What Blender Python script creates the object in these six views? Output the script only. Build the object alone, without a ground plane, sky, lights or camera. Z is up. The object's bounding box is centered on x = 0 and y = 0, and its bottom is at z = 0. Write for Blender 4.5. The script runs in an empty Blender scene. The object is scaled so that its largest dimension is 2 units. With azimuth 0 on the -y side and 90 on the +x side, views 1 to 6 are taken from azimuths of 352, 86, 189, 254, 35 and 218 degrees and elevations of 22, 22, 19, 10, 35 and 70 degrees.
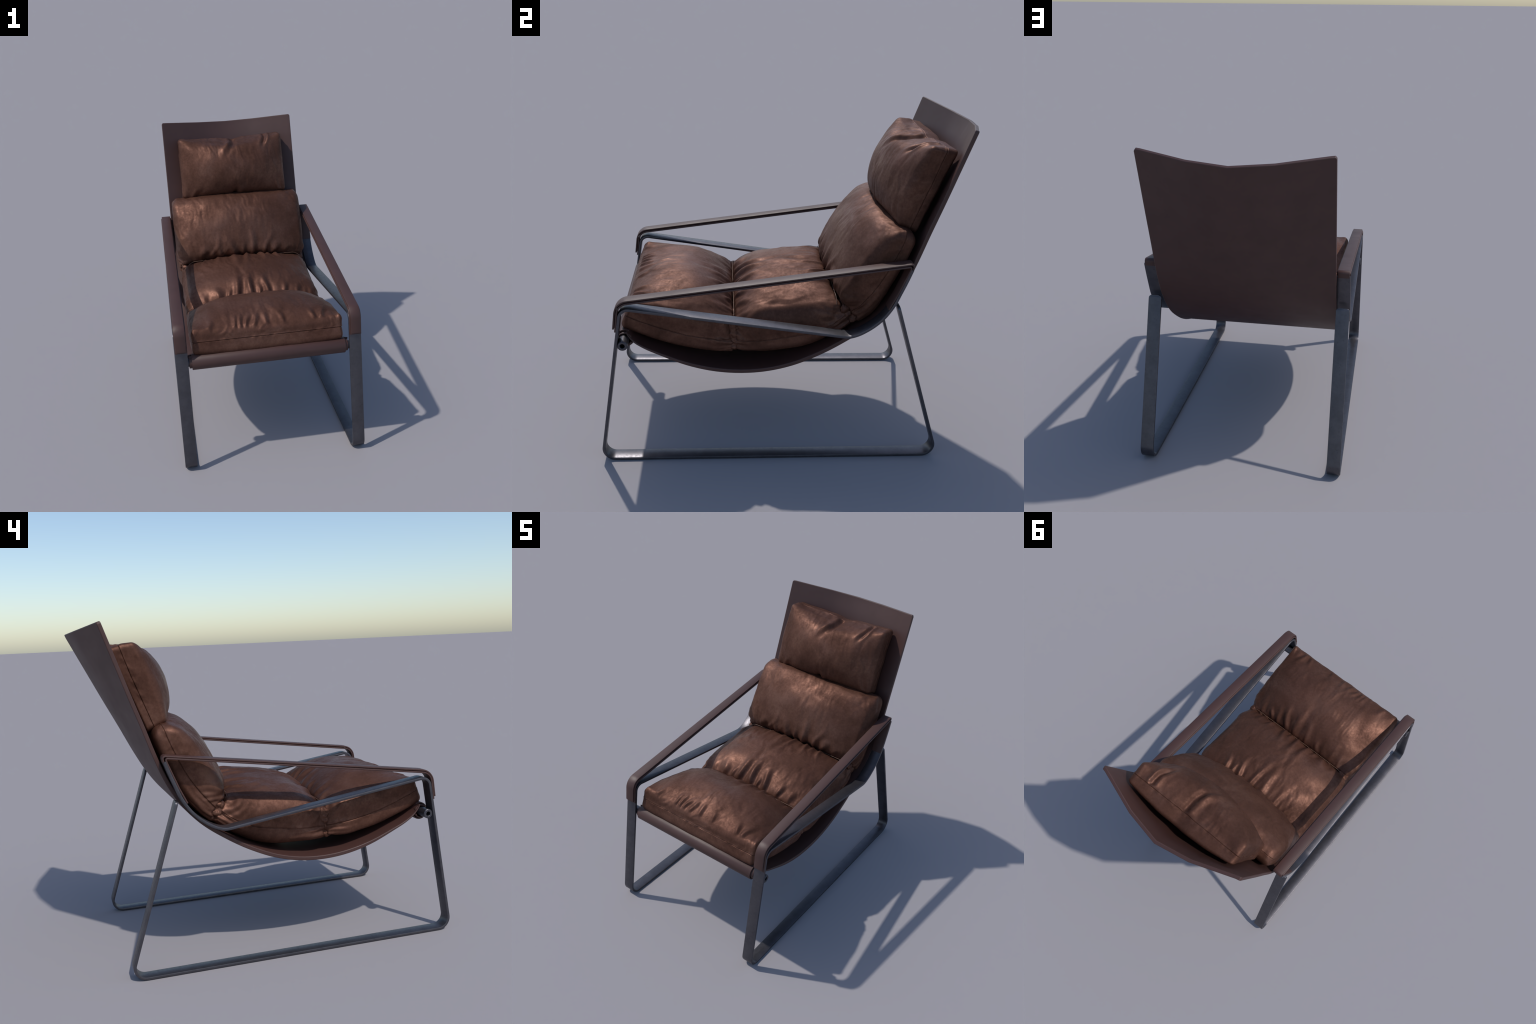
"""Leather sling lounge chair: two bent flat-steel side frames, a leather sling
hung between them, and four stuffed leather cushions."""
import bpy, math
import numpy as np

rng = np.random.default_rng(7)

# ----------------------------------------------------------------- helpers
def link(ob, parent=None):
    bpy.context.scene.collection.objects.link(ob)
    if parent is not None:
        ob.parent = parent
    return ob

def mesh_object(name, verts, faces, mat, parent, smooth=True, sharp_angle=None):
    me = bpy.data.meshes.new(name)
    me.from_pydata([tuple(map(float, v)) for v in verts], [], [tuple(map(int, f)) for f in faces])
    me.update()
    me.materials.append(mat)
    if smooth:
        me.polygons.foreach_set("use_smooth", [True] * len(me.polygons))
    if sharp_angle is not None:
        me.set_sharp_from_angle(angle=math.radians(sharp_angle))
    return link(bpy.data.objects.new(name, me), parent)

def spline(points, n=None, t=None):
    """Chord-length Catmull-Rom through control points, sampled at t in 0..1."""
    p = np.asarray(points, float)
    d = np.r_[0, np.cumsum(np.linalg.norm(np.diff(p, axis=0), axis=1))]
    d /= d[-1]
    if t is None:
        t = np.linspace(0, 1, n)
    t = np.clip(np.asarray(t, float), 0, 1)
    m = np.gradient(p, d, axis=0)
    i = np.clip(np.searchsorted(d, t, side="right") - 1, 0, len(d) - 2)
    h = d[i + 1] - d[i]
    s = (t - d[i]) / h
    h, s = h[..., None], s[..., None]
    return ((2*s**3 - 3*s**2 + 1) * p[i] + (s**3 - 2*s**2 + s) * h * m[i]
            + (-2*s**3 + 3*s**2) * p[i + 1] + (s**3 - s**2) * h * m[i + 1])

def fillet_path(pts):
    """Polyline of (y, z, radius) with round bends."""
    out = []
    for k, (y, z, r) in enumerate(pts):
        p = np.array([y, z])
        if r == 0 or k in (0, len(pts) - 1):
            out.append(p)
            continue
        a = np.array(pts[k - 1][:2]) - p
        b = np.array(pts[k + 1][:2]) - p
        la, lb = np.linalg.norm(a), np.linalg.norm(b)
        a, b = a / la, b / lb
        ang = math.acos(np.clip(a @ b, -1, 1))
        d = min(r / math.tan(ang / 2), .48 * la, .48 * lb)
        r2 = d * math.tan(ang / 2)
        c = p + (a + b) / np.linalg.norm(a + b) * (r2 / math.sin(ang / 2))
        v0, v1 = p + a * d - c, p + b * d - c
        th = math.acos(np.clip(v0 @ v1 / (r2 * r2), -1, 1))
        n = max(4, int(th / .13))
        for q in np.linspace(0, 1, n + 1):
            out.append(c + (math.sin((1 - q) * th) * v0 + math.sin(q * th) * v1) / math.sin(th))
    return np.array(out)

def path_normals(p):
    d = np.diff(p, axis=0)
    d /= np.linalg.norm(d, axis=1)[:, None]
    n = np.c_[-d[:, 1], d[:, 0]]
    m = np.vstack([n[:1], n[:-1] + n[1:], n[-1:]])
    m /= np.linalg.norm(m, axis=1)[:, None]
    cosh = np.r_[1, np.clip((m[1:-1] * n[:-1]).sum(1), .5, 1), 1]
    return m / cosh[:, None]

def strap(name, path, x0, x1, thick, mat, parent, bevel=.003, round_ends=0.):
    """Flat bar swept along a (y,z) path; x0..x1 is its width.
    round_ends rounds the bar's first end in plan."""
    nrm = path_normals(path)
    xc, hw, ht, b = (x0 + x1) / 2, abs(x1 - x0) / 2, thick / 2, min(bevel, thick * .45)
    ring = [(-hw, -ht + b), (-hw, ht - b), (-hw + b * .3, ht - b * .3), (-hw + b, ht),
            (hw - b, ht), (hw - b * .3, ht - b * .3), (hw, ht - b), (hw, -ht + b),
            (hw - b * .3, -ht + b * .3), (hw - b, -ht), (-hw + b, -ht), (-hw + b * .3, -ht + b * .3)]
    verts, faces = [], []
    stations = [(p, n, 1.) for p, n in zip(path, nrm)]
    if round_ends:
        t = (path[1] - path[0]) / np.linalg.norm(path[1] - path[0])
        extra = []
        for q in np.linspace(0, 1, 7):
            a = q * math.pi / 2
            sh = round_ends * (1 - math.cos(a))
            extra.append((path[0] + t * sh, nrm[0], 1 - round_ends / hw * (1 - math.sin(a))))
        stations = extra + stations[1:]
    for p, n, sc in stations:
        for (dx, dn) in ring:
            q = p + n * dn
            verts.append((xc + dx * sc, q[0], q[1]))
    m = len(ring)
    for i in range(len(stations) - 1):
        for j in range(m):
            a, c = i * m + j, i * m + (j + 1) % m
            faces.append((a, c, c + m, a + m))
    faces.append(tuple(range(m))[::-1])
    faces.append(tuple(range((len(stations) - 1) * m, len(stations) * m)))
    ob = mesh_object(name, verts, faces, mat, parent, True, 32)
    bm_fix_normals(ob)
    return ob

def bm_fix_normals(ob):
    import bmesh
    bm = bmesh.new()
    bm.from_mesh(ob.data)
    bmesh.ops.recalc_face_normals(bm, faces=bm.faces)
    bm.to_mesh(ob.data)
    bm.free()

def tube(name, path3, radius, mat, parent, sides=10, closed_ends=True):
    p = np.asarray(path3, float)
    d = np.gradient(p, axis=0)
    d /= np.linalg.norm(d, axis=1)[:, None]
    up = np.array([0, 0, 1.])
    verts, faces = [], []
    for i in range(len(p)):
        a = np.cross(d[i], up)
        a /= np.linalg.norm(a)
        b = np.cross(a, d[i])
        r = radius[i] if np.ndim(radius) else radius
        for k in range(sides):
            t = 2 * math.pi * k / sides
            verts.append(p[i] + r * (a * math.cos(t) + b * math.sin(t)))
    for i in range(len(p) - 1):
        for k in range(sides):
            a0, a1 = i * sides + k, i * sides + (k + 1) % sides
            faces.append((a0, a1, a1 + sides, a0 + sides))
    if closed_ends:
        faces.append(tuple(range(sides))[::-1])
        faces.append(tuple(range((len(p) - 1) * sides, len(p) * sides)))
    ob = mesh_object(name, verts, faces, mat, parent, True, 50)
    bm_fix_normals(ob)
    return ob

def smooth01(x):
    x = np.clip(x, 0, 1)
    return x * x * (3 - 2 * x)

# vectorised gradient noise -------------------------------------------------
_perm = np.random.default_rng(3).permutation(256)
_perm = np.r_[_perm, _perm, _perm]
_grad = np.random.default_rng(4).normal(size=(256, 3))
_grad /= np.linalg.norm(_grad, axis=1)[:, None]

def noise3(p):
    p = np.asarray(p, float)
    i = np.floor(p).astype(int)
    f = p - i
    i &= 255
    w = f * f * f * (f * (f * 6 - 15) + 10)
    out = np.zeros(len(p))
    for dx in (0, 1):
        for dy in (0, 1):
            for dz in (0, 1):
                h = _perm[_perm[_perm[(i[:, 0] + dx) & 255] + ((i[:, 1] + dy) & 255)] + ((i[:, 2] + dz) & 255)]
                g = _grad[h]
                dot = ((f - [dx, dy, dz]) * g).sum(1)
                out += dot * (w[:, 0] if dx else 1 - w[:, 0]) * (w[:, 1] if dy else 1 - w[:, 1]) * (w[:, 2] if dz else 1 - w[:, 2])
    return out * 1.6

def fbm(p, octaves=3):
    out, a = 0, 1.
    for o in range(octaves):
        out = out + a * noise3(p * 2**o + 17.3 * o)
        a *= .5
    return out

# --------------------------------------------------------------- materials
def new_mat(name):
    m = bpy.data.materials.new(name)
    m.use_nodes = True
    nt = m.node_tree
    return m, nt, nt.nodes["Principled BSDF"]

def node(nt, kind, **kw):
    n = nt.nodes.new(kind)
    for k, v in kw.items():
        if k in n.inputs:
            n.inputs[k].default_value = v
        else:
            setattr(n, k, v)
    return n

def noise_node(nt, coord, scale, detail=4, rough=.55, mapping=(1, 1, 1), distortion=0.):
    mp = node(nt, "ShaderNodeMapping")
    mp.inputs["Scale"].default_value = mapping
    nt.links.new(coord, mp.inputs["Vector"])
    n = node(nt, "ShaderNodeTexNoise", Scale=scale, Detail=detail, Roughness=rough, Distortion=distortion)
    nt.links.new(mp.outputs["Vector"], n.inputs["Vector"])
    return n.outputs["Fac"]

def ramp(nt, fac, stops):
    r = node(nt, "ShaderNodeValToRGB")
    el = r.color_ramp.elements
    while len(el) < len(stops):
        el.new(.5)
    for e, (pos, col) in zip(el, stops):
        e.position = pos
        e.color = (*col, 1) if len(col) == 3 else col
    nt.links.new(fac, r.inputs["Fac"])
    return r.outputs["Color"]

def g(v):
    return (v, v, v)

def cushion_leather():
    m, nt, bsdf = new_mat("aniline_leather")
    co = node(nt, "ShaderNodeTexCoord").outputs["Object"]
    big = noise_node(nt, co, 4.5, 5, .6, distortion=.5)
    mid = noise_node(nt, co, 64, 8, .78)
    fine = noise_node(nt, co, 190, 3, .6)
    mix = node(nt, "ShaderNodeMath", operation="MULTIPLY_ADD")
    nt.links.new(mid, mix.inputs[0])
    mix.inputs[1].default_value = .62
    nt.links.new(big, mix.inputs[2])
    col = ramp(nt, mix.outputs[0], [(.60, (.070, .0285, .0175)), (.81, (.101, .0430, .0275)), (1., (.142, .066, .044))])
    nt.links.new(col, bsdf.inputs["Base Color"])
    rgh = ramp(nt, mix.outputs[0], [(.60, g(.72)), (.81, g(.56)), (1., g(.43))])
    nt.links.new(rgh, bsdf.inputs["Roughness"])
    bsdf.inputs["Metallic"].default_value = .55
    bsdf.inputs["Specular IOR Level"].default_value = .3
    add = node(nt, "ShaderNodeMath", operation="MULTIPLY_ADD")
    nt.links.new(fine, add.inputs[0])
    add.inputs[1].default_value = .25
    nt.links.new(mid, add.inputs[2])
    bump = node(nt, "ShaderNodeBump", Strength=.14, Distance=.003)
    nt.links.new(add.outputs[0], bump.inputs["Height"])
    nt.links.new(bump.outputs["Normal"], bsdf.inputs["Normal"])
    return m

def saddle_leather(name="saddle_leather", tint=1.0):
    m, nt, bsdf = new_mat(name)
    co = node(nt, "ShaderNodeTexCoord").outputs["Object"]
    big = noise_node(nt, co, 7, 4, .6)
    fine = noise_node(nt, co, 260, 3, .6)
    col = ramp(nt, big, [(.3, tuple(tint * c for c in (.053, .0220, .0180))), (.7, tuple(tint * c for c in (.062, .0258, .0208)))])
    nt.links.new(col, bsdf.inputs["Base Color"])
    rgh = ramp(nt, big, [(.3, g(.58)), (.7, g(.50))])
    nt.links.new(rgh, bsdf.inputs["Roughness"])
    bsdf.inputs["Specular IOR Level"].default_value = .5
    bump = node(nt, "ShaderNodeBump", Strength=.18, Distance=.0015)
    nt.links.new(fine, bump.inputs["Height"])
    nt.links.new(bump.outputs["Normal"], bsdf.inputs["Normal"])
    return m

def gunmetal():
    m, nt, bsdf = new_mat("blackened_steel")
    co = node(nt, "ShaderNodeTexCoord").outputs["Object"]
    big = noise_node(nt, co, 14, 6, .7)
    speck = noise_node(nt, co, 70, 5, .7)
    col = ramp(nt, big, [(.3, (.079, .0755, .086)), (.7, (.109, .105, .118))])
    dark = ramp(nt, speck, [(.28, g(.70)), (.40, g(1.))])
    mul = node(nt, "ShaderNodeMix", data_type="RGBA", blend_type="MULTIPLY")
    mul.inputs["Factor"].default_value = 1
    nt.links.new(col, mul.inputs["A"])
    nt.links.new(dark, mul.inputs["B"])
    nt.links.new(mul.outputs["Result"], bsdf.inputs["Base Color"])
    bsdf.inputs["Metallic"].default_value = .8
    rgh = ramp(nt, speck, [(.3, g(.48)), (.65, g(.35))])
    nt.links.new(rgh, bsdf.inputs["Roughness"])
    bump = node(nt, "ShaderNodeBump", Strength=.08, Distance=.001)
    nt.links.new(speck, bump.inputs["Height"])
    nt.links.new(bump.outputs["Normal"], bsdf.inputs["Normal"])
    return m

def plain(name, color, rough):
    m, nt, bsdf = new_mat(name)
    co = node(nt, "ShaderNodeTexCoord").outputs["Object"]
    n = noise_node(nt, co, 60, 3)
    col = ramp(nt, n, [(.3, tuple(c * .8 for c in color)), (.7, tuple(c * 1.2 for c in color))])
    nt.links.new(col, bsdf.inputs["Base Color"])
    bsdf.inputs["Roughness"].default_value = rough
    return m

MAT_CUSHION = cushion_leather()
MAT_SADDLE = saddle_leather()
MAT_STEEL = gunmetal()
MAT_PIPING = plain("piping_leather", (.115, .058, .035), .6)
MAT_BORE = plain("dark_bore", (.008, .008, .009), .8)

# -------------------------------------------------------------------- root
chair = bpy.data.objects.new("lounge_chair", None)
link(chair)
chair["label"] = "low sling lounge chair, brown leather cushions, flat steel frame"
chair["category"] = "lounge chair"

# -------------------------------------------------------------- side frames
X_IN, X_OUT = .496, .571
T = .015                                   # steel thickness
UPRIGHT = [(.34, .7545), (.395, .784), (.46, .838), (.513, .912), (.550, .998), (.575, 1.062), (.596, 1.122)]

def side_frame(sign):
    x0, x1 = sign * X_IN, sign * X_OUT
    # back leg, floor runner, front leg, top bend, falling rail, curved upright
    lower = fillet_path([(.546, .914, 0), (.840, .0075, .062), (-1.0015, .0075, .062),
                         (-.8695, .9065, .048), (.262, .7475, 0)])
    bend = spline([(.262, .7475), (.302, .7445)] + UPRIGHT, 40)
    path = np.vstack([lower[:-1], bend])
    frame = strap("side_frame", path, x0, x1, T, MAT_STEEL, chair, bevel=.0025, round_ends=.018)
    # two leather layers make the armrest: outer one over the bends, inner one below
    arm_r, arm_f = np.array([.610, 1.1445]), np.array([-.888, .932])
    up = np.array([-(arm_r - arm_f)[1], (arm_r - arm_f)[0]])
    up /= np.linalg.norm(up)
    if up[1] < 0:
        up = -up
    # outer layer
    o = up * .0058
    outer = fillet_path([(.5975, 1.112, 0), (arm_r[0] - .003, arm_r[1] + .0058, .018),
                         (arm_f[0] - .004, arm_f[1] + o[1], .075), (-.9085, .792, 0)])
    strap("armrest_leather", outer, x0 + sign * .0055, x1 - sign * .0055, .0092, MAT_SADDLE, frame, bevel=.0032)
    i = up * -.0050
    inner = fillet_path([(.494, .902, 0), (.530, .978, .2), (.5835, 1.1135, .1), (arm_r[0] - .018, arm_r[1] + i[1] - .001, .010),
                         (arm_f[0] + .0065, arm_f[1] + i[1], .06), (-.8985, .778, 0)])
    strap("armrest_leather", inner, x0, x1, .0088, MAT_SADDLE, frame, bevel=.0032)
    return frame

frames = [side_frame(1), side_frame(-1)]

# ------------------------------------------------------------ front cross bar
BAR_Y, BAR_Z = -.8665, .695
def ring_tube(name, y, z, xs_r, mat, parent, seg=40):
    """Surface of revolution round the x axis through (y,z); xs_r = (x, radius) profile."""
    verts, faces = [], []
    for x, r in xs_r:
        for k in range(seg):
            a = 2 * math.pi * k / seg
            verts.append((x, y + r * math.cos(a), z + r * math.sin(a)))
    for i in range(len(xs_r) - 1):
        for k in range(seg):
            a0, a1 = i * seg + k, i * seg + (k + 1) % seg
            faces.append((a0, a1, a1 + seg, a0 + seg))
    ob = mesh_object(name, verts, faces, mat, parent, True, 40)
    bm_fix_normals(ob)
    return ob

RO, RI = .0265, .0125
bar_prof = [(-.50, RI), (-.5635, RI), (-.565, RI + .0015), (-.565, RO - .003), (-.562, RO),
            (.562, RO), (.565, RO - .003), (.565, RI + .0015), (.5635, RI), (.50, RI)]
cross_bar = ring_tube("cross_bar", BAR_Y, BAR_Z, bar_prof, MAT_STEEL, chair)
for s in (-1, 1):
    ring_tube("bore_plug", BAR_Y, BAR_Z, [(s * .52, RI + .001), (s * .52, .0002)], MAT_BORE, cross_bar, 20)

# -------------------------------------------------------------------- sling
# outer (lower) edge line from the head end to the front roll, in (y, z)
SLING = [(.868, 1.812), (.808, 1.632), (.749, 1.455), (.690, 1.284), (.633, 1.114), (.596, 1.020),
         (.530, .900), (.425, .778), (.275, .670), (.140, .595), (.013, .541), (-.130, .507),
         (-.250, .4985), (-.400, .511), (-.540, .547), (-.680, .607), (-.770, .652), (-.815, .684), (-.842, .716), (-.852, .738)]
ROLL_R = .0495
ROLL_Y, ROLL_Z = -.8625, .6945
def sling():
    prof = spline(SLING, 120)
    # wrap over the cross bar: tangent arc round the bar, ending underneath
    c = np.array([ROLL_Y, ROLL_Z])
    n_main = len(prof)
    thick = .022
    tang = np.gradient(prof, axis=0)
    tang /= np.linalg.norm(tang, axis=1)[:, None]
    nin = np.c_[tang[:, 1], -tang[:, 0]]               # towards the sitter
    if nin[0] @ np.array([-1, .3]) < 0:
        nin = -nin
    cols = np.array([-.497, -.490, -.467, -.215, 0, .215, .467, .490, .497])
    hx = np.interp(np.abs(cols), [0, .215, .467, .5], [.139, .098, .008, 0.])
    verts, faces = [], []
    nc = len(cols)
    def add_sheet(side):
        base = len(verts)
        for r in range(n_main):
            p = prof[r]
            hgt = p[1]
            fade = np.clip((hgt - .80) / (1.80 - .80), 0, 1) if r < 62 else 0
            for k in range(nc):
                d = hx[k] * fade
                # the hem rolls over a little along the seat's flanks
                d += .006 * smooth01((abs(cols[k]) - .462) / .035) * smooth01((r - 50) / 20)
                taper = 1 - .60 * smooth01((r - (n_main - 26)) / 25)
                off = 0 if side == 0 else thick * taper
                q = p - nin[r] * d + nin[r] * off
                if r == 0 and abs(cols[k]) > .49:      # clipped top corners
                    q = q + tang[r] * .012
                verts.append((cols[k], q[0], q[1]))
        return base
    b0 = add_sheet(0)
    b1 = add_sheet(1)
    for r in range(n_main - 1):
        for k in range(nc - 1):
            a = b0 + r * nc + k
            faces.append((a, a + 1, a + 1 + nc, a + nc))
            a = b1 + r * nc + k
            faces.append((a, a + nc, a + nc + 1, a + 1))
        for k in (0, nc - 1):
            a, b = b0 + r * nc + k, b1 + r * nc + k
            faces.append((a, a + nc, b + nc, b))
    for r in (0, n_main - 1):
        for k in range(nc - 1):
            a, b = b0 + r * nc + k, b1 + r * nc + k
            faces.append((a, a + 1, b + 1, b))
    ob = mesh_object("sling", verts, faces, MAT_SADDLE, chair, True, 38)
    bm_fix_normals(ob)
    bev = ob.modifiers.new("rim", "BEVEL")
    bev.width, bev.segments, bev.limit_method, bev.angle_limit = .006, 3, "ANGLE", math.radians(50)
    # rolled sleeve round the bar: outer layer and a slightly wider inner layer
    for half, rad, th, a0, a1 in ((.473, ROLL_R, .008, 62, 352), (.490, ROLL_R - .011, .008, 20, 338)):
        path = [c + (rad - th / 2) * np.array([math.cos(a), math.sin(a)]) for a in np.linspace(math.radians(a0), math.radians(a1), 54)]
        strap("sling_sleeve", np.array(path), -half, half, th, MAT_SADDLE, ob, bevel=.003)
    return ob

SLING_OB = sling()

# ----------------------------------------------------------------- cushions
def axis_samples(half, step, extra=()):
    n = max(4, int(round(2 * half / step)))
    s = list(np.linspace(-1, 1, n + 1))
    for e in extra:
        s += [e / half, -e / half]
    s = np.array(sorted(s))
    keep = [s[0]]
    for v in s[1:]:
        if v - keep[-1] > .0008 / half:
            keep.append(v)
    keep[-1] = 1.
    return np.array(keep)

def box_grid(su, sv, sw):
    nu, nv, nw = len(su) - 1, len(sv) - 1, len(sw) - 1
    idx, verts, faces = {}, [], []
    def vid(i, j, k):
        key = (i, j, k)
        if key not in idx:
            idx[key] = len(verts)
            verts.append((su[i], sv[j], sw[k]))
        return idx[key]
    for k, flip in ((0, True), (nw, False)):
        for i in range(nu):
            for j in range(nv):
                f = (vid(i, j, k), vid(i + 1, j, k), vid(i + 1, j + 1, k), vid(i, j + 1, k))
                faces.append(f[::-1] if flip else f)
    for j, flip in ((0, False), (nv, True)):
        for i in range(nu):
            for k in range(nw):
                f = (vid(i, j, k), vid(i + 1, j, k), vid(i + 1, j, k + 1), vid(i, j, k + 1))
                faces.append(f[::-1] if flip else f)
    for i, flip in ((0, True), (nu, False)):
        for j in range(nv):
            for k in range(nw):
                f = (vid(i, j, k), vid(i, j + 1, k), vid(i, j + 1, k + 1), vid(i, j, k + 1))
                faces.append(f[::-1] if flip else f)
    return np.array(verts), np.array(faces)

def vertex_normals(v, f):
    d1, d2 = v[f[:, 2]] - v[f[:, 0]], v[f[:, 3]] - v[f[:, 1]]
    fn = np.cross(d1, d2)
    n = np.zeros_like(v)
    for k in range(4):
        np.add.at(n, f[:, k], fn)
    return n / np.maximum(np.linalg.norm(n, axis=1), 1e-12)[:, None]

def folds(x, s, items):
    """Sum of soft creases. Each item: (x0, s0, dx, ds, width, height): a ridge that
    starts at (x0, s0) full strength and runs (dx, ds) while fading and widening."""
    out = np.zeros_like(x)
    for (x0, s0, dx, ds, wd, ht) in items:
        ht = ht * 1.15
        L2 = dx * dx + ds * ds
        L = math.sqrt(L2)
        t = ((x - x0) * dx + (s - s0) * ds) / L2
        q = ((x - x0) * ds - (s - s0) * dx) / L
        q = q + .45 * wd * np.sin(t * 4.5 + x0 * 40)
        wv = wd * (1.05 + .55 * np.clip(t, 0, 1))
        along = np.where(t < 0, np.exp(-(t * L / .012)**2), smooth01((1 - t) * 1.35))
        prof = np.exp(-(q / wv)**2) - .55 * np.exp(-((q - 1.7 * wv) / wv)**2)
        out += ht * along * prof
    return out

def cushion(name, W, L, H, curves, rad, dome_pow, seed, fold_items, pinch=(0, 0), fine=.0045,
            xshape=None, lump=.004, seam=True, sag=None, groove_at=0.0, belly=0.):
    """Stuffed box cushion. W,L,H are nominal half sizes used for edge rounding;
    curves give its (y,z) section: 'top' and 'side' (front skin at the middle and at
    the flank), 'seam' and 'back', each running from the lower end to the upper end."""
    su = axis_samples(W, fine)
    sv = axis_samples(L, fine)
    sw = axis_samples(H, .009, (.0012, .0026, .0042, .0065))
    q, faces = box_grid(su, sv, sw)
    half = np.array([W, L, H])
    p = q * half
    # tight edge radius where a joint closes the end, soft one at a free end
    near = np.where(q[:, 1] < 0, float(pinch[0] > 0), float(pinch[1] > 0)) * smooth01((np.abs(q[:, 1]) - .45) / .5)
    rr = np.c_[np.full(len(p), rad[0]), rad[1] + (.018 - rad[1]) * near, rad[2] + (.034 - rad[2]) * near]
    core = half - rr
    cl = np.clip(p, -core, core)
    d = (p - cl) / rr
    ln = np.linalg.norm(d, axis=1)
    mx = np.abs(d).max(1)
    sc = np.where(ln > 1e-9, mx / np.maximum(ln, 1e-9), 1)
    p = np.clip(cl + d * sc[:, None] * rr, -half, half)
    u, v, w = (p / half).T
    t = (v + 1) / 2
    top = spline(curves["top"], t=t)
    side = spline(curves["side"], t=t)
    seamc = spline(curves["seam"], t=t)
    back = spline(curves["back"], t=t)
    m = (1 - np.abs(u)**dome_pow[0]) ** dome_pow[1]
    front = side + (top - side) * m[:, None]
    yz = seamc + np.clip(w, 0, 1)[:, None] * (front - seamc) + np.clip(-w, 0, 1)[:, None] * (back - seamc)
    x = W * u
    x = x * (1 + .012 * np.clip(w, 0, 1) * (1 - v * v))
    # pinch at joints: flanks drawn in
    e0, e1 = (v + 1) * L, (1 - v) * L
    up = .35 + .65 * np.clip(w, 0, 1)
    x = x * (1 - up * (pinch[0] * np.exp(-(e0 / .055)**2) + pinch[1] * np.exp(-(e1 / .055)**2)))
    if xshape is not None:
        x = x * xshape(u, v, w)
    P = np.c_[x, yz]
    if belly:
        P[:, 2] -= belly * np.clip(-w, 0, 1) * (1 - u * u) * (1 - .6 * v * v)
    if sag is not None:
        P = P + sag(u, v, w, x)
    N = vertex_normals(P, faces)
    r = np.random.default_rng(seed)
    off = r.uniform(0, 50, 3)
    s = v * L
    topmask = smooth01((w + .05) / .35)
    disp = lump * fbm(P * np.array([6, 6, 6]) + off, 2)
    # drawn-out small creases, stretched along the cushion's length
    disp += .0006 * fbm(np.c_[x * 36, s * 12, w * 2] + off, 2) * topmask
    calm = 1 - .75 * ((pinch[0] > 0) * np.exp(-(e0 / .03)**2) + (pinch[1] > 0) * np.exp(-(e1 / .03)**2))
    disp += folds(x, s, fold_items) * topmask * calm
    # irregular gathers drawn in by the joints, running round the flanks as well
    ends = (pinch[0] > 0) * np.exp(-(e0 / .10)**1.5) + (pinch[1] > 0) * np.exp(-(e1 / .10)**1.5)
    warp = .012 * noise3(P * 9 + off + 4)
    gp = np.c_[(x + warp) * 27, (w * H + warp) * 30, s * 5.5]
    disp += ends * (1 - .72 * topmask) * (.0125 * noise3(gp + off) + .005 * noise3(gp * 2.1 + off + 8))
    # loose, patchy crumples over the stuffed face, running at changing angles
    turn = .9 * noise3(P * 3.2 + off + 13)
    cx, cs = x + turn * s * .5 + warp * 2, s - turn * x * .5
    patch = smooth01(.45 + 1.3 * noise3(P * 4.5 + off + 31))
    disp += .0040 * patch * topmask * noise3(np.c_[cx * 21, cs * 8.5, w * 2] + off + 5)
    disp += .0016 * patch * topmask * noise3(np.c_[cx * 47, cs * 20, w * 2] + off + 9)
    # ripples across the flanks where the joint draws the cover in
    flank = smooth01((np.abs(u) - .9) / .1) * smooth01((w + .3) / .5)
    reach = (pinch[0] > 0) * np.exp(-(e0 / .14)**2) + (pinch[1] > 0) * np.exp(-(e1 / .14)**2)
    disp += flank * reach * .013 * noise3(np.c_[s * 30 + w * 2.2, w * H * 9, np.sign(u) * 3.7] + off)
    # puckers either side of the long seam
    if seam:
        wm = w * H
        per = np.c_[P * 30]
        disp += .0042 * noise3(per + off) * np.exp(-(wm / .03)**2)
        disp -= .0036 * np.exp(-((wm - groove_at) / .0026)**2)
        disp += .0016 * np.exp(-((wm - groove_at - .006) / .0035)**2)
    P = P + N * disp[:, None]
    ob = mesh_object(name, P, faces, MAT_CUSHION, chair, True)
    return ob

# front seat cushion ---------------------------------------------------------
front_curves = dict(
    top=[(-.848, .868), (-.795, .899), (-.735, .926), (-.665, .943), (-.58, .948), (-.48, .930), (-.37, .878), (-.320, .834), (-.2955, .800)],
    side=[(-.838, .898), (-.75, .878), (-.62, .842), (-.45, .800), (-.2955, .766)],
    seam=[(-.862, .819), (-.71, .757), (-.56, .709), (-.42, .682), (-.2955, .667)],
    back=[(-.890, .752), (-.73, .684), (-.556, .632), (-.42, .606), (-.2955, .606)])
Lf = .29
J = Lf - .01                                   # at the joint, and F at the free front edge
F = -Lf + .03
items = [(.26, J, .04, -.10, .010, .008), (.20, J, .05, -.14, .012, .009), (.13, J, .06, -.19, .014, .010),
         (.05, J, .04, -.27, .018, .010), (-.04, J, .02, -.21, .016, .007), (-.15, J, .04, -.10, .012, .008),
         (.34, J, .03, -.13, .012, .007), (-.25, J, -.02, -.14, .014, .006), (-.33, J, -.01, -.10, .012, .006),
         (-.20, F, .02, .09, .009, .006), (-.165, F, .02, .11, .010, .007), (-.125, F, .03, .10, .010, .006),
         (-.075, F, .02, .11, .011, .006), (0., F, .0, .12, .012, .005), (.10, F, -.02, .09, .010, .004),
         (.29, F, -.01, .10, .012, .007), (.345, F, .02, .13, .014, .008), (-.36, F, .05, .10, .014, .006)]
cushion("seat_cushion", .466, Lf, .11, front_curves, (.022, .026, .05), (3.1, .95), 11, items, pinch=(0, .10), belly=.035)

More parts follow.
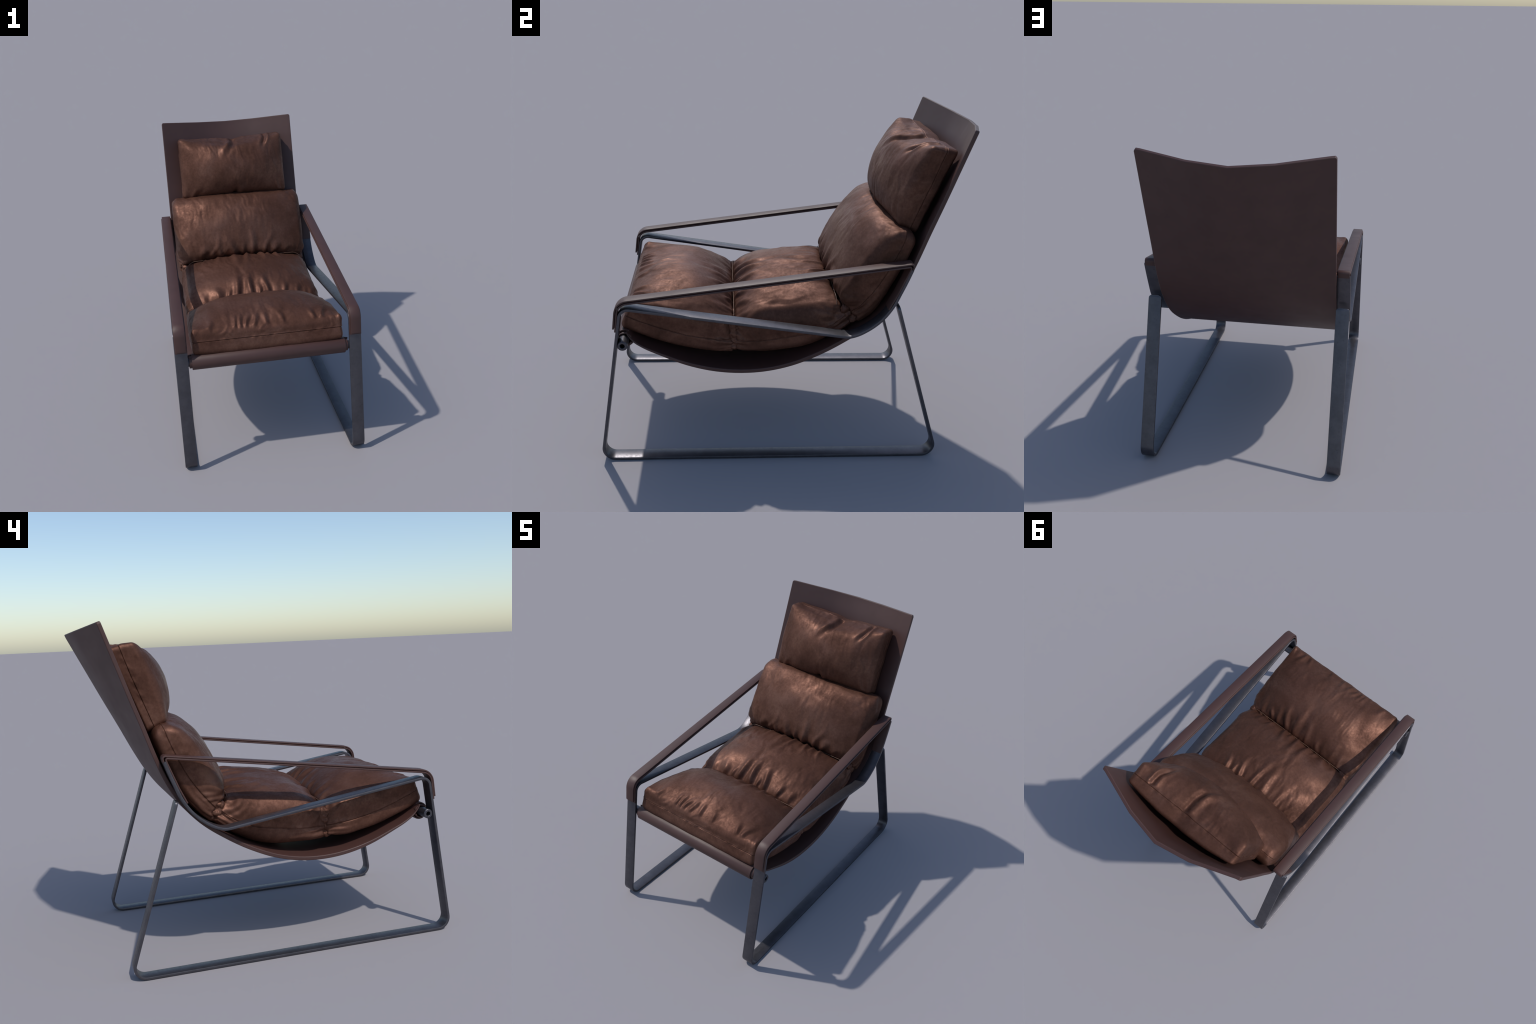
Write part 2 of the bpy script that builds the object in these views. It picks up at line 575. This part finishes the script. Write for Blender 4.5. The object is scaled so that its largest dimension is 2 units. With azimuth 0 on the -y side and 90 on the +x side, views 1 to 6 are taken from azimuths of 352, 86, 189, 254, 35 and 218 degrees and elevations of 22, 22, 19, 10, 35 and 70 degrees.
# rear seat cushion ----------------------------------------------------------
rear_curves = dict(
    top=[(-.2945, .800), (-.270, .838), (-.225, .876), (-.15, .917), (-.05, .938), (.07, .950), (.17, .943), (.225, .925), (.252, .898)],
    side=[(-.2945, .766), (-.15, .812), (0, .826), (.12, .842), (.254, .884)],
    seam=[(-.2945, .667), (-.13, .670), (0, .690), (.12, .714), (.22, .758), (.305, .820)],
    back=[(-.2945, .606), (-.2, .594), (-.03, .602), (.12, .636), (.23, .692), (.345, .772)])
Lr = .29
J = -Lr + .01
F = Lr - .02
items = [(-.235, J, -.02, .13, .020, .012), (-.105, J, .0, .27, .018, .015), (-.015, J, .0, .25, .016, .015),
         (.10, J, -.03, .21, .015, .013), (.21, J, .015, .13, .012, .009), (-.17, J, .02, .10, .010, .007),
         (.045, J, .0, .10, .010, .007), (.30, J, .03, .12, .013, .008), (-.32, J, -.02, .10, .013, .007),
         (.12, F, .04, -.20, .012, .010), (.23, F, .04, -.16, .012, .010), (.02, F, -.01, -.30, .014, .011),
         (-.07, F, .03, -.34, .018, .008), (.17, F, .02, -.13, .010, .007), (-.18, F, -.03, -.20, .014, .007),
         (-.28, F, -.03, -.16, .012, .006)]
cushion("seat_cushion", .462, Lr, .12, rear_curves, (.055, .03, .075), (2.3, .9), 12, items, pinch=(.10, .10), belly=.05)

# back cushion ----------------------------------------------------------------
back_curves = dict(
    top=[(.254, .899), (.222, .955), (.236, 1.03), (.262, 1.09), (.30, 1.165), (.362, 1.245), (.44, 1.305), (.525, 1.335)],
    side=[(.259, .886), (.302, .970), (.356, 1.06), (.415, 1.16), (.462, 1.235), (.500, 1.278)],
    seam=[(.322, .832), (.387, .905), (.461, 1.01), (.525, 1.14), (.566, 1.245), (.580, 1.292)],
    back=[(.358, .770), (.430, .832), (.502, .935), (.560, 1.055), (.612, 1.18), (.630, 1.235), (.630, 1.268)])
Lb = .25
J = -Lb + .01
items = [(.07, J, .01, .23, .016, .012), (-.055, J, -.07, .20, .018, .010), (.15, J, .08, .17, .014, .010),
         (.21, J, .07, .11, .012, .009), (-.30, J, .03, .13, .020, .008), (.01, J, .0, .13, .011, .007),
         (-.15, J, -.04, .15, .014, .007), (.31, J, .05, .08, .012, .006), (-.22, J, -.02, .10, .012, .006)]
cushion("back_cushion", .478, Lb, .12, back_curves, (.04, .05, .06), (2.3, .9), 13, items, pinch=(.09, 0))

# headrest cushion -------------------------------------------------------------
head_curves = dict(
    top=[(.545, 1.285), (.492, 1.335), (.470, 1.42), (.484, 1.52), (.530, 1.61), (.59, 1.668), (.658, 1.694)],
    side=[(.538, 1.298), (.558, 1.39), (.598, 1.52), (.645, 1.64), (.678, 1.719)],
    seam=[(.606, 1.268), (.655, 1.40), (.708, 1.54), (.762, 1.702)],
    back=[(.644, 1.250), (.705, 1.41), (.766, 1.56), (.820, 1.690)])
Lh = .215
def head_shape(u, v, w):
    return 1 - .012 * (1 - v * v) * 1
def head_sag(u, v, w, x):
    tdir = np.array([0, .323, .946])
    topend, botend = smooth01((v - .55) / .45), smooth01((-v - .6) / .4)
    nick = np.exp(-((x - .02) / .06)**2) * .014 + .012 * (1 - u * u)
    low = np.exp(-((x - .01) / .06)**2) * .012
    plump = np.clip(-w, 0, 1) * (1 - u * u) * (1 - .35 * v * v) * .052
    return np.array([0, .946, -.323])[None, :] * plump[:, None] + tdir[None, :] * (-nick * topend + low * botend)[:, None]
items = [(.02, Lh, -.07, -.17, .017, -.012), (-.015, Lh, -.07, -.18, .020, .006),
         (.27, Lh, -.06, -.13, .012, -.008), (.295, Lh, -.06, -.12, .011, .007),
         (.01, -Lh, .0, .12, .014, -.012), (.34, -Lh + .03, -.04, .10, .010, .006), (-.33, -Lh, .1, .14, .014, .006),
         (-.34, Lh, .06, -.20, .03, .005)]
cushion("headrest_cushion", .392, Lh, .12, head_curves, (.030, .026, .030), (2.5, 1.0), 14, items,
        xshape=head_shape, sag=head_sag)

# joints between the three pad sections: ruched gussets and a thin piping line ----
def gusset(c0, c1, wid, half_x, seed):
    """Crumpled web filling the joint between two sections; c0->c1 is its (y,z) depth line."""
    c0, c1 = np.array(c0), np.array(c1)
    Lg = np.linalg.norm(c1 - c0) / 2
    su, sv, sw = axis_samples(half_x, .006), axis_samples(Lg, .004), axis_samples(wid, .004)
    q, faces = box_grid(su, sv, sw)
    half = np.array([half_x, Lg, wid])
    p = q * half
    rr = wid * .9
    cl = np.clip(p, -(half - rr), half - rr)
    d = p - cl
    ln, mx = np.linalg.norm(d, axis=1), np.abs(d).max(1)
    p = cl + d * np.where(ln > 1e-9, mx / np.maximum(ln, 1e-9), 1)[:, None]
    t = (c1 - c0) / (2 * Lg)
    n = np.array([-t[1], t[0]])
    mid = (c0 + c1) / 2
    yz = mid + p[:, 1:2] * t + p[:, 2:3] * n
    P = np.c_[p[:, 0], yz]
    N = vertex_normals(P, faces)
    disp = .020 * noise3(np.c_[P[:, 0] * 26, p[:, 1] * 30, p[:, 2] * 16] + seed) + .004 * fbm(P * 80 + seed, 2)
    return mesh_object("gathered_gusset", P + N * disp[:, None], faces, MAT_CUSHION, chair, True)

gusset((-.296, .604), (-.296, .765), .038, .449, 5.1)
gusset((.350, .772), (.275, .862), .034, .448, 9.7)

def piping(y, z, xa, xb, seed, bow=0.):
    xs = np.linspace(xa, xb, 140)
    pr = np.c_[xs * 28, np.full_like(xs, seed), np.zeros_like(xs)]
    wob = .0009 * noise3(pr)
    e = np.abs(2 * (xs - xa) / (xb - xa) - 1)
    path = np.c_[xs, y + wob, z + bow * (1 - e**2) - .03 * np.clip((e - .86) / .14, 0, 1)**2 + .0008 * noise3(pr + 9)]
    tube("piping", path, .0021, MAT_PIPING, chair, 8)

piping(-.295, .791, -.40, .41, 2.2, .008)
piping(.247, .897, -.41, .43, 6.4, .006)
